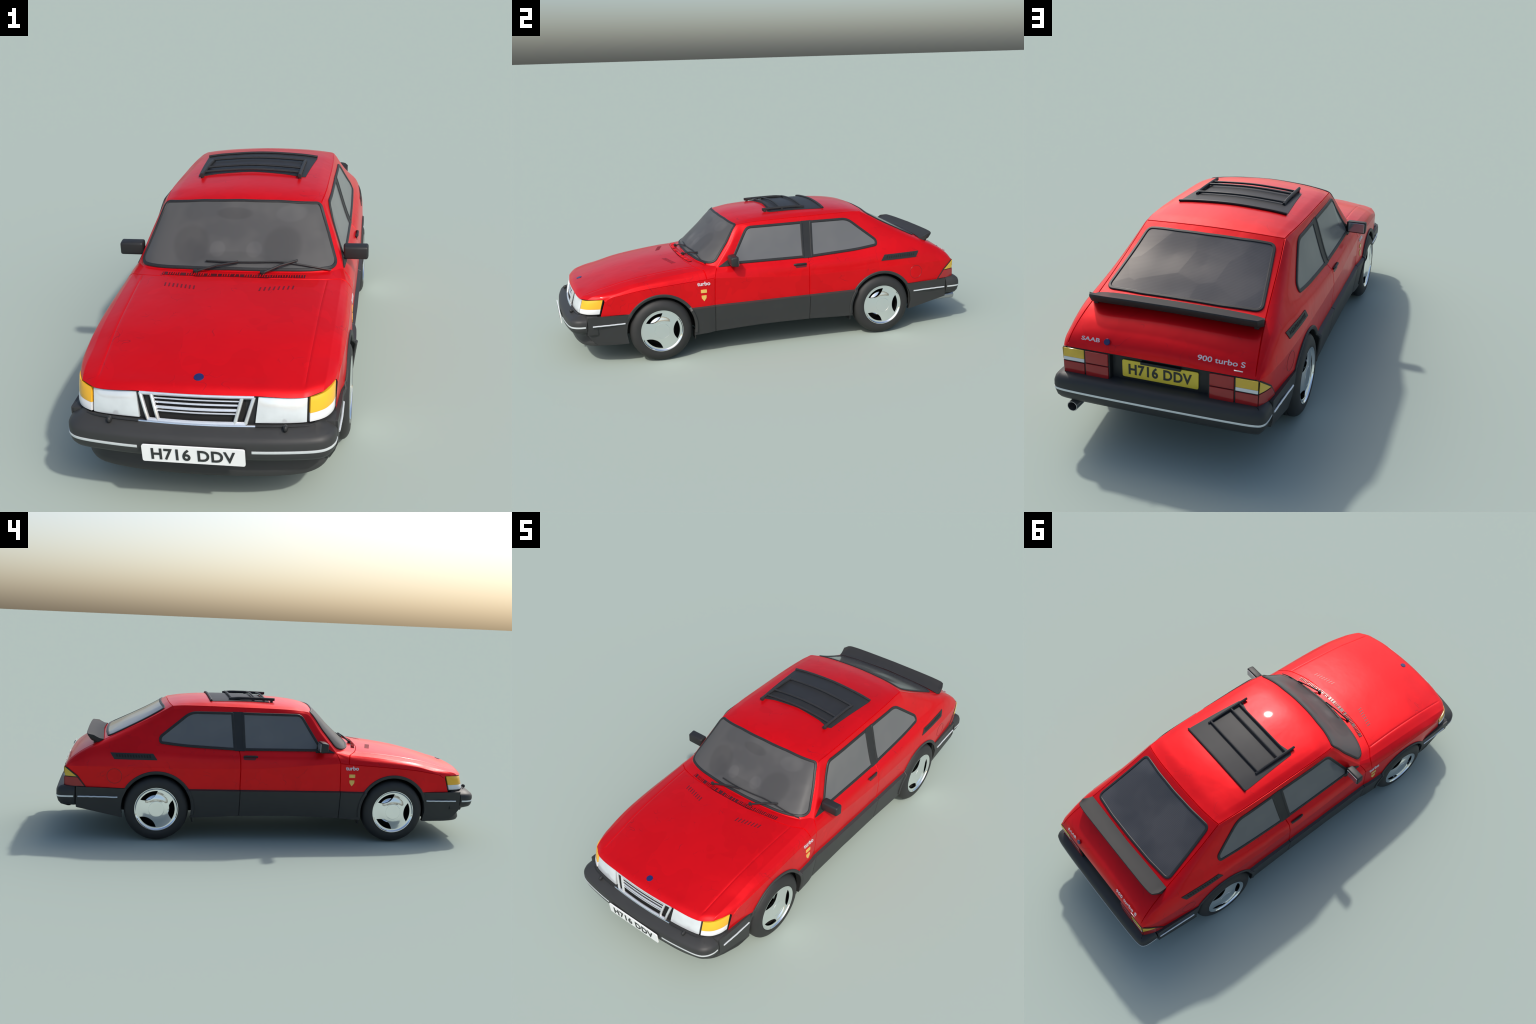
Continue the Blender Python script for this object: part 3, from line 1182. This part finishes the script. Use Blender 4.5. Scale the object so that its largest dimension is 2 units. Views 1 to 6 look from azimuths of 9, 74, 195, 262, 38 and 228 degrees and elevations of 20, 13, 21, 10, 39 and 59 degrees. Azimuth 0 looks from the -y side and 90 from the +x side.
pair(block(.1615, .318, .940, .9575, .236, .3285, 0), "lamp_surround", TRIM)
link(block(-.1600, .1600, .920, .9400, .215, .3275, 0), "plate_recess", None, TRIM)
plate((0.0, .9450, .2835), (-1, 0, 0), (0, 0.0, 1), .250, .057, PLATE_Y, "rear_number_plate", .208, .0365)
link(block(-.070, .062, .938, .9520, .308, .317, .001), "plate_lamp", None, TRIM)
lens_y = .9620
for sx in (1, -1):
    unit = group("tail_lamp")
    for x0, x1, z0, z1, mt, nm in ((.166, .2425, .287, .3265, REDLENS, "red_lens"), (.166, .2425, .241, .2835, REDLENS, "red_lens"),
                                   (.2475, .3175, .241, .2805, REDLENS, "red_lens"),
                                   (.2475, .3175, .2965, .3265, REARAMBER, "amber_lens"),
                                   (.2475, .3175, .2845, .2965, CLEAR, "reversing_lens")):
        link(block(sx * x0, sx * x1, .950, lens_y - (.0015 if x0 > .24 else 0), z0, z1), nm, unit, mt)
pair(patch([Vector(p) for p in [(.9535, .324), (.9535, .2860), (.903, .2860)]], ray_side, .0050, .006, .008),
     "side_amber_lens", REARAMBER)
pair(patch([Vector(p) for p in [(.9535, .2815), (.9535, .2425), (.869, .2425), (.899, .2815)]], ray_side, .0050, .006, .008),
     "side_red_lens", REDLENS)
pair(patch([Vector(p) for p in [(.9545, .330), (.9545, .2395), (.862, .2395), (.899, .2895)]], ray_side, .0032, .006, .008),
     "side_lamp_surround", TRIM)

# tail lettering
link(place(width_to(text_mesh("SAAB", .02, .0006, .0004), .062, .0125), (.228, .9475, .3640), (-1, 0, 0), (0, -.45, 1)), "maker_lettering", None, SILVER, None)
link(place(width_to(text_mesh("900 turbo S", .02, .0006, .0003), .150, .0165), (-.198, .9470, .3660), (-1, 0, 0), (0, -.45, 1)), "model_lettering", None, SILVER, None)
link(block(-.240, -.268, .9535, .9555, .3455, .3490, .0006), "model_underline", None, SILVER)


def disc(origin, nrm, r, h, seg=32):
    bmx = bmesh.new()
    bmesh.ops.create_cone(bmx, cap_ends=True, segments=seg, radius1=r, radius2=r * .9, depth=h)
    q = Vector(nrm).to_track_quat('Z', 'Y')
    for v in bmx.verts:
        v.co = q @ v.co + Vector(origin)
    me = bpy.data.meshes.new("disc")
    bmx.to_mesh(me)
    bmx.free()
    return me


link(disc((.173, .9490, .3640), (0, 1, .45), .0105, .003), "round_badge", None, BLUE)
loc, n = ray_top((0, -.890))
link(disc(loc + face_out(loc, n) * .0005, face_out(loc, n), .0138, .003), "round_badge", None, BLUE)

# wing lettering and badges
for sx in (1, -1):
    loc, n = ray_side((-.351, .3480))
    t = width_to(text_mesh("turbo", .02, .0005, .0006), .062, .0190)
    ax = (0, 1, 0) if sx > 0 else (0, -1, 0)
    link(place(t, (sx * (loc.x + .0012), -.351, .3480), ax, (-sx * .20, 0, 1)), "wing_lettering", None, SILVER, None)
pair(patch(smooth_poly([(-.366, .3195), (-.338, .3195), (-.338, .3040), (-.366, .3040)], .002), ray_side, .002, .003, .005), "gold_badge", GOLD)
pair(patch(smooth_poly([(-.364, .2920), (-.340, .2920), (-.341, .2790), (-.352, .2640), (-.363, .2790)], .002), ray_side, .002, .003, .005), "shield_badge", GOLD)

# ------------------------------------------------------------------ roof sunroof, rails and rear spoiler
roof_poly = [(-.172, .022), (-.12, .036), (0, .046), (.12, .036), (.172, .022), (.186, .03), (.204, .285), (.203, .300), (.10, .304), (0, .305), (-.10, .304), (-.203, .300), (-.204, .285), (-.186, .03)]
sun = link(patch([Vector(p) for p in roof_poly], ray_top, .0018, .004, .014), "sunroof_panel", None, RACK)
lipt = []
for k in range(25):
    x = -.204 + .408 * k / 24
    loc, n = ray_top((x, .300 + .004 * (1 - (x / .204) ** 2)))
    lipt.append(loc + Vector((0, 0, .0050)))
link(tube(lipt, .0055, squash=.8), "sunroof_rear_lip", sun, RACK)
for sx in (1, -1):
    pts = []
    for k in range(17):
        y = -.002 + .216 * k / 16
        loc, n = ray_top((sx * .168, y))
        pts.append((sx * .168, y, loc.z + .0080 + .0045 * (1 - k / 16) - .004 * max(0, k / 16 - .8) / .2))
    link(tube(pts, .0058, squash=1.2), "roof_rail", sun, RACK)
    for y in (.012, .10, .195):
        loc, n = ray_top((sx * .168, y))
        link(block(sx * .163, sx * .173, y - .006, y + .006, loc.z - .002, loc.z + .010, .001), "rail_foot", sun, RACK)
for y, h in ((.043, .0100), (.091, .0112), (.203, .0090)):
    pts = []
    for k in range(21):
        x = -.167 + .334 * k / 20
        loc, n = ray_top((x, y))
        pts.append((x, y + .004 * (1 - (x / .167) ** 2), loc.z + h))
    link(tube(pts, .0048, squash=.9), "roof_cross_bar", sun, RACK)


# rear spoiler: wedge section swept across the hatch
def spoiler():
    n = 40
    verts, faces = [], []
    lead_z = pchip([0, .15, .25, .283], [.4640, .4605, .4545, .4490])
    tip_z = pchip([0, .15, .25, .270, .290], [.4760, .4745, .4720, .4710, .4660])
    tip_y = pchip([0, .20, .268, .284, .290], [.865, .864, .860, .851, .832])
    m = 0
    for i in range(n + 1):
        q = -1 + 2 * i / n
        q = math.copysign(abs(q) ** .8, q)
        a = abs(q)
        x = q * .289
        ly, lz = .796 - .008 * a, lead_z(a * .283)
        ty, tz = tip_y(a * .290), tip_z(a * .290)
        L = Vector((x * .975, ly, lz))
        T = Vector((x, ty, tz))
        up = Vector((0, -.35, 1)).normalized()
        prof = [L - up * .006, L, L.lerp(T, .35) - up * .0035, L.lerp(T, .7) - up * .002, T + up * .0005,
                T + Vector((0, .002, -.003)), T + Vector((0, .000, -.009)), T + Vector((0, -.012, -.026)), T + Vector((0, -.018, -.030)), T.lerp(L, .75) - up * .020]
        m = len(prof)
        verts += prof
    for i in range(n):
        for k in range(m):
            a, b = i * m + k, i * m + (k + 1) % m
            faces.append((a, b, b + m, a + m))
    faces.append(tuple(range(m)))
    faces.append(tuple(range(n * m, (n + 1) * m)))
    return mesh_from(verts, faces)


sp = link(spoiler(), "rear_spoiler", None, plain("spoiler_rubber", (0.030, 0.030, 0.030), rough=.6, spec=.25, var=.12, scale=8), 40)
pair(rounded_box(.268, .822, .437, .016, .022, .016, .003), "spoiler_foot", TRIM)

# ------------------------------------------------------------------ door furniture, vents, mirrors
pair(patch(smooth_poly([(.096, .3945), (.160, .3920), (.156, .3770), (.104, .3765)], .004), ray_side, .0012, .003, .006), "handle_recess_shade", plain("handle_shadow", (.10, .004, .006), .4))  # flat patch tinted dark red, shade of the hollow behind the lever
hl = []
for k in range(9):
    y = .094 + .062 * k / 8
    loc, n = ray_side((y, .3905))
    hl.append(loc + face_out(loc, n) * (.007 if 0 < k < 8 else .002))
pair(tube(hl, .0042, squash=1.1), "door_handle", TRIM)

vent_out = [(.757, .3965), (.566, .3960), (.547, .3680), (.738, .3680)]
vents = pair(patch(smooth_poly(vent_out, .002), ray_side, .0022, .004, .008), "pillar_vent", TRIM)
for i in range(13):
    y = .575 + i * .0122
    z0 = .3835 + random.uniform(-.0008, .0008)
    hgt = .0135 + random.uniform(-.0035, .001)
    sl = patch([Vector(p) for p in [(y + .003, z0 + hgt / 2), (y + .0100, z0 + hgt / 2), (y + .0070, z0 - hgt / 2), (y, z0 - hgt / 2)]], ray_side, .0029, .002, .02)
    link(sl, "vent_slot", vents[0], DARK, None)
    link(mirror_mesh(sl), "vent_slot", vents[1], DARK, None)

# fuel filler outline: thin raised ring in darker red on the rear wings
circ = [(.737 + .033 * math.cos(2 * math.pi * k / 40), .2930 + .033 * math.sin(2 * math.pi * k / 40)) for k in range(40)]
pair(ring(circ, ray_side, bead(.0009, .0008), .02), "filler_flap_line", plain("filler_line_red", (.20, .004, .008), .3))

for sx in (1, -1):
    mir = group("door_mirror", (sx * .33, -.21, .445))

    def tp(x, y, z):
        k = 1.0 if y > 0 else .80
        return (.96 if y < 0 else 1, 1, k)
    hs = rounded_box(0.037, .002, 0, .080, .036, .050, .007, 3, tp)
    for v in hs.vertices:
        v.co.x *= sx
        v.co.y += -.030 * (v.co.x * sx - .0) * -.35
    if sx < 0:
        b2 = bmesh.new()
        b2.from_mesh(hs)
        bmesh.ops.reverse_faces(b2, faces=b2.faces)
        b2.to_mesh(hs)
        b2.free()
    link(hs, "mirror_housing", mir, TRIM, 50)
    gl = rounded_box(sx * .038, .0205, 0, .066, .003, .038, .001, 1)
    for v in gl.vertices:
        v.co.y += .0105 * abs(v.co.x)
    link(gl, "mirror_glass", mir, MIRROR)
    arm = tube([(-.012 * sx, -.005, -.014), (.006 * sx, -.004, -.012)], .010, seg=10)
    link(arm, "mirror_arm", mir, TRIM)

# ------------------------------------------------------------------ cowl, wipers, bonnet louvres
def on_top(x, y, h=0.0):
    loc, n = ray_top((x, y))
    return loc + face_out(loc, n) * h


def cowl_y(x):
    return -.412 + .030 * (x / .227) ** 2


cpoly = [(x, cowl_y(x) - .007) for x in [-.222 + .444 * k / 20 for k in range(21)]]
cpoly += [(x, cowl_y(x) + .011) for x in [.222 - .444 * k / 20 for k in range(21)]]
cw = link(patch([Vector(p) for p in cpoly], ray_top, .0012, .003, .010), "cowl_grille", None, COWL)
sl = []
for k in range(58):
    x = -.216 + .432 * k / 57
    if random.random() < .12:
        continue
    y = cowl_y(x) + random.uniform(-.001, .001)
    a, b = on_top(x, y - .006, .002), on_top(x + random.uniform(-.002, .002), y + .009, .003)
    sl.append(tube([a, b], .0014 + random.uniform(0, .0005), seg=6))
ob = link(join_meshes(sl), "cowl_slats", cw, PAINT)
ob["kind"] = "stuff"
for sx in (1, -1):
    for k in range(8):
        x = sx * (.098 + .0135 * k)
        y = -.486 + .027 * k / 7
        q = [Vector(p) for p in [(x - .0022, y - .011), (x + .0022, y - .011), (x + .0022 + sx * .002, y + .011), (x - .0022 + sx * .002, y + .011)]]
        link(patch(q, ray_top, .0008, .002, .02), "bonnet_louvre", None, LOUVRE, None)


def on_screen(x, z, h):
    loc, n = ray_front((x, z))
    return loc + face_out(loc, n) * h


for px, tip0, tip1, el in ((-.115, -.088, .120, .015), (.092, .085, .293, .193)):
    w = group("wiper")
    py = cowl_y(px) + .014
    piv = on_top(px, py, .006)
    zb = .452
    e = on_screen(el, zb + .001, .012)
    link(tube([piv, piv.lerp(e, .5) + Vector((0, 0, .004)), e], .0036, seg=8), "wiper_arm", w, TRIM)
    link(disc(piv, (0, -.3, 1), .0075, .012, 14), "wiper_pivot", w, TRIM)
    bl = []
    for k in range(15):
        x = tip0 + (tip1 - tip0) * k / 14
        zz = .4535 - .030 * max(0, (abs(x) - .12) / .17) ** 1.6
        bl.append(on_screen(x, zz, .007))
    link(tube(bl, .0026, seg=6), "wiper_blade", w, TRIM)

# ------------------------------------------------------------------ exhaust and mud flaps
def pipe(x, z, y0, y1, ro, ri, seg=28):
    verts, faces = [], []
    prof = [(y0, ro), (y1 - .002, ro), (y1, ro - .001), (y1, ri), (y1 - .05, ri)]
    for y, r in prof:
        for k in range(seg):
            t = 2 * math.pi * k / seg
            verts.append((x + r * math.cos(t), y, z + r * math.sin(t)))
    for i in range(len(prof) - 1):
        for k in range(seg):
            a, b = i * seg + k, i * seg + (k + 1) % seg
            faces.append((a, b, b + seg, a + seg))
    faces.append(tuple(range(seg)))
    faces.append(tuple(range((len(prof) - 1) * seg, len(prof) * seg)))
    return mesh_from(verts, faces)


ex = link(pipe(.286, .133, .80, .980, .0175, .0148), "exhaust_pipe", None, STEEL)
link(disc((.286, .945, .133), (0, 1, 0), .0145, .01), "exhaust_bore", ex, DARK)
for y, z0, z1 in ((-.398, .080, .125), (.384, .082, .120)):
    pair(block(.288, .345, y - .0025, y + .0025, z0, z1, .001), "mud_flap", TRIM)

# ------------------------------------------------------------------ wheels
def lathe(prof, seg=72):
    """Revolve (x, r) profile about the x axis."""
    verts, faces = [], []
    for x, r in prof:
        for k in range(seg):
            t = 2 * math.pi * k / seg
            verts.append((x, r * math.cos(t), r * math.sin(t)))
    for i in range(len(prof) - 1):
        for k in range(seg):
            a, b = i * seg + k, i * seg + (k + 1) % seg
            faces.append((a, b, b + seg, a + seg))
    return mesh_from(verts, faces)


# x = 0 is the hub face, outward is +x
tyre_me = lathe([(-.004, .0975), (.000, .101), (.001, .108), (.0005, .118), (-.003, .128), (-.008, .136), (-.014, .1415), (-.022, .1448),
                 (-.030, TYRE_R), (-.034, TYRE_R), (-.0345, .1435), (-.0365, .1435), (-.037, TYRE_R), (-.048, TYRE_R), (-.0485, .1435), (-.0505, .1435), (-.051, TYRE_R),
                 (-.056, TYRE_R), (-.064, .1445), (-.072, .1405), (-.078, .133), (-.082, .120), (-.080, .100), (-.074, .0965)], 96)


def rim_mesh():
    """Three-spoke dished disc: polar sheet with three lens-shaped windows cut through."""
    prof_x = pchip([0, .030, .045, .070, .088, .093, .096, .0985], [.0015, .0015, .000, -.0045, -.006, -.0045, .0005, .0005])
    bmx = bmesh.new()
    rings = [.004 + .0945 * k / 44 for k in range(45)]
    rings = sorted(set(rings + [.0335, .0345, .0355]))
    seg = 144
    tops, bots = [], []
    for r in rings:
        gx = -.0012 if abs(r - .0345) < 1e-5 else 0
        tops.append([bmx.verts.new((prof_x(r) + gx, r * math.cos(2 * math.pi * k / seg), r * math.sin(2 * math.pi * k / seg))) for k in range(seg)])
        bots.append([bmx.verts.new((prof_x(r) - .010, r * math.cos(2 * math.pi * k / seg), r * math.sin(2 * math.pi * k / seg))) for k in range(seg)])
    for i in range(len(rings) - 1):
        for k in range(seg):
            j = (k + 1) % seg
            bmx.faces.new((tops[i][k], tops[i + 1][k], tops[i + 1][j], tops[i][j]))
            bmx.faces.new((bots[i][k], bots[i][j], bots[i + 1][j], bots[i + 1][k]))
    for k in range(seg):
        j = (k + 1) % seg
        bmx.faces.new((tops[-1][k], bots[-1][k], bots[-1][j], tops[-1][j]))
    bmx.faces.new(tops[0])
    bmx.faces.new(list(reversed(bots[0])))
    bmesh.ops.recalc_face_normals(bmx, faces=bmx.faces)
    me = bpy.data.meshes.new("rim")
    bmx.to_mesh(me)
    bmx.free()
    cb = bmesh.new()
    for ang in (118, -2, 238):
        th = math.radians(ang)
        c, s = math.cos(th), math.sin(th)
        outl = []
        n = 28
        for k in range(n):       # lens: outer arc follows the rim, inner arc bulges less
            q = -1 + 2 * k / (n - 1)
            tt = q * .56
            outl.append((.0850 * math.cos(tt) - .0015, .0850 * math.sin(tt)))
        for k in range(1, n - 1):
            q = 1 - 2 * k / (n - 1)
            y = .0850 * math.sin(q * .56)
            base_r = .0850 * math.cos(.56)
            outl.append((base_r - .0200 * (1 - q * q), y))
        vs = [[], []]
        for li, xx in enumerate((-.05, .05)):
            for r_, t_ in outl:
                vs[li].append(cb.verts.new((xx, r_ * c - t_ * s, r_ * s + t_ * c)))
        m = len(outl)
        for k in range(m):
            cb.faces.new((vs[0][k], vs[0][(k + 1) % m], vs[1][(k + 1) % m], vs[1][k]))
        cb.faces.new(vs[0])
        cb.faces.new(vs[1])
    bmesh.ops.recalc_face_normals(cb, faces=cb.faces)
    cme = bpy.data.meshes.new("cut")
    cb.to_mesh(cme)
    cb.free()
    o1, o2 = bpy.data.objects.new("rimtmp", me), bpy.data.objects.new("cuttmp", cme)
    for o in (o1, o2):
        bpy.context.scene.collection.objects.link(o)
    md = o1.modifiers.new("cut", 'BOOLEAN')
    md.operation = 'DIFFERENCE'
    md.solver = 'EXACT'
    md.object = o2
    out = bpy.data.meshes.new_from_object(o1.evaluated_get(bpy.context.evaluated_depsgraph_get()))
    bpy.data.objects.remove(o1)
    bpy.data.objects.remove(o2)
    return out


rim_me = rim_mesh()
barrel_me = lathe([(-.004, .0985), (-.012, .094), (-.060, .088), (-.080, .086)], 72)
brake_me = lathe([(-.026, .012), (-.024, .030), (-.028, .058), (-.032, .062), (-.040, .062)], 48)
back_me = lathe([(-.076, .001), (-.076, .098)], 48)
# image-plane angle 0 points to the right as seen from outside: +y on the +x side
for hy in (HUB_F, HUB_R):
    for sx in (1, -1):
        w = group("wheel", (sx * .3690, hy, HUB_Z))
        if sx < 0:
            w.rotation_euler = (0, 0, math.pi)
        for me, nm, mt, sm in ((tyre_me, "tyre", RUBBER, 40), (rim_me, "rim", CHROME, 30), (barrel_me, "rim_barrel", DARK, 40),
                               (brake_me, "brake_disc", CHROME, 40), (back_me, "brake_backplate", DARK, None)):
            ob = bpy.data.objects.new(nm, me)
            bpy.context.scene.collection.objects.link(ob)
            ob.parent = w
            if not me.materials:
                me.materials.append(mt)
                me.polygons.foreach_set("use_smooth", [True] * len(me.polygons))
                if sm:
                    me.set_sharp_from_angle(angle=math.radians(sm))
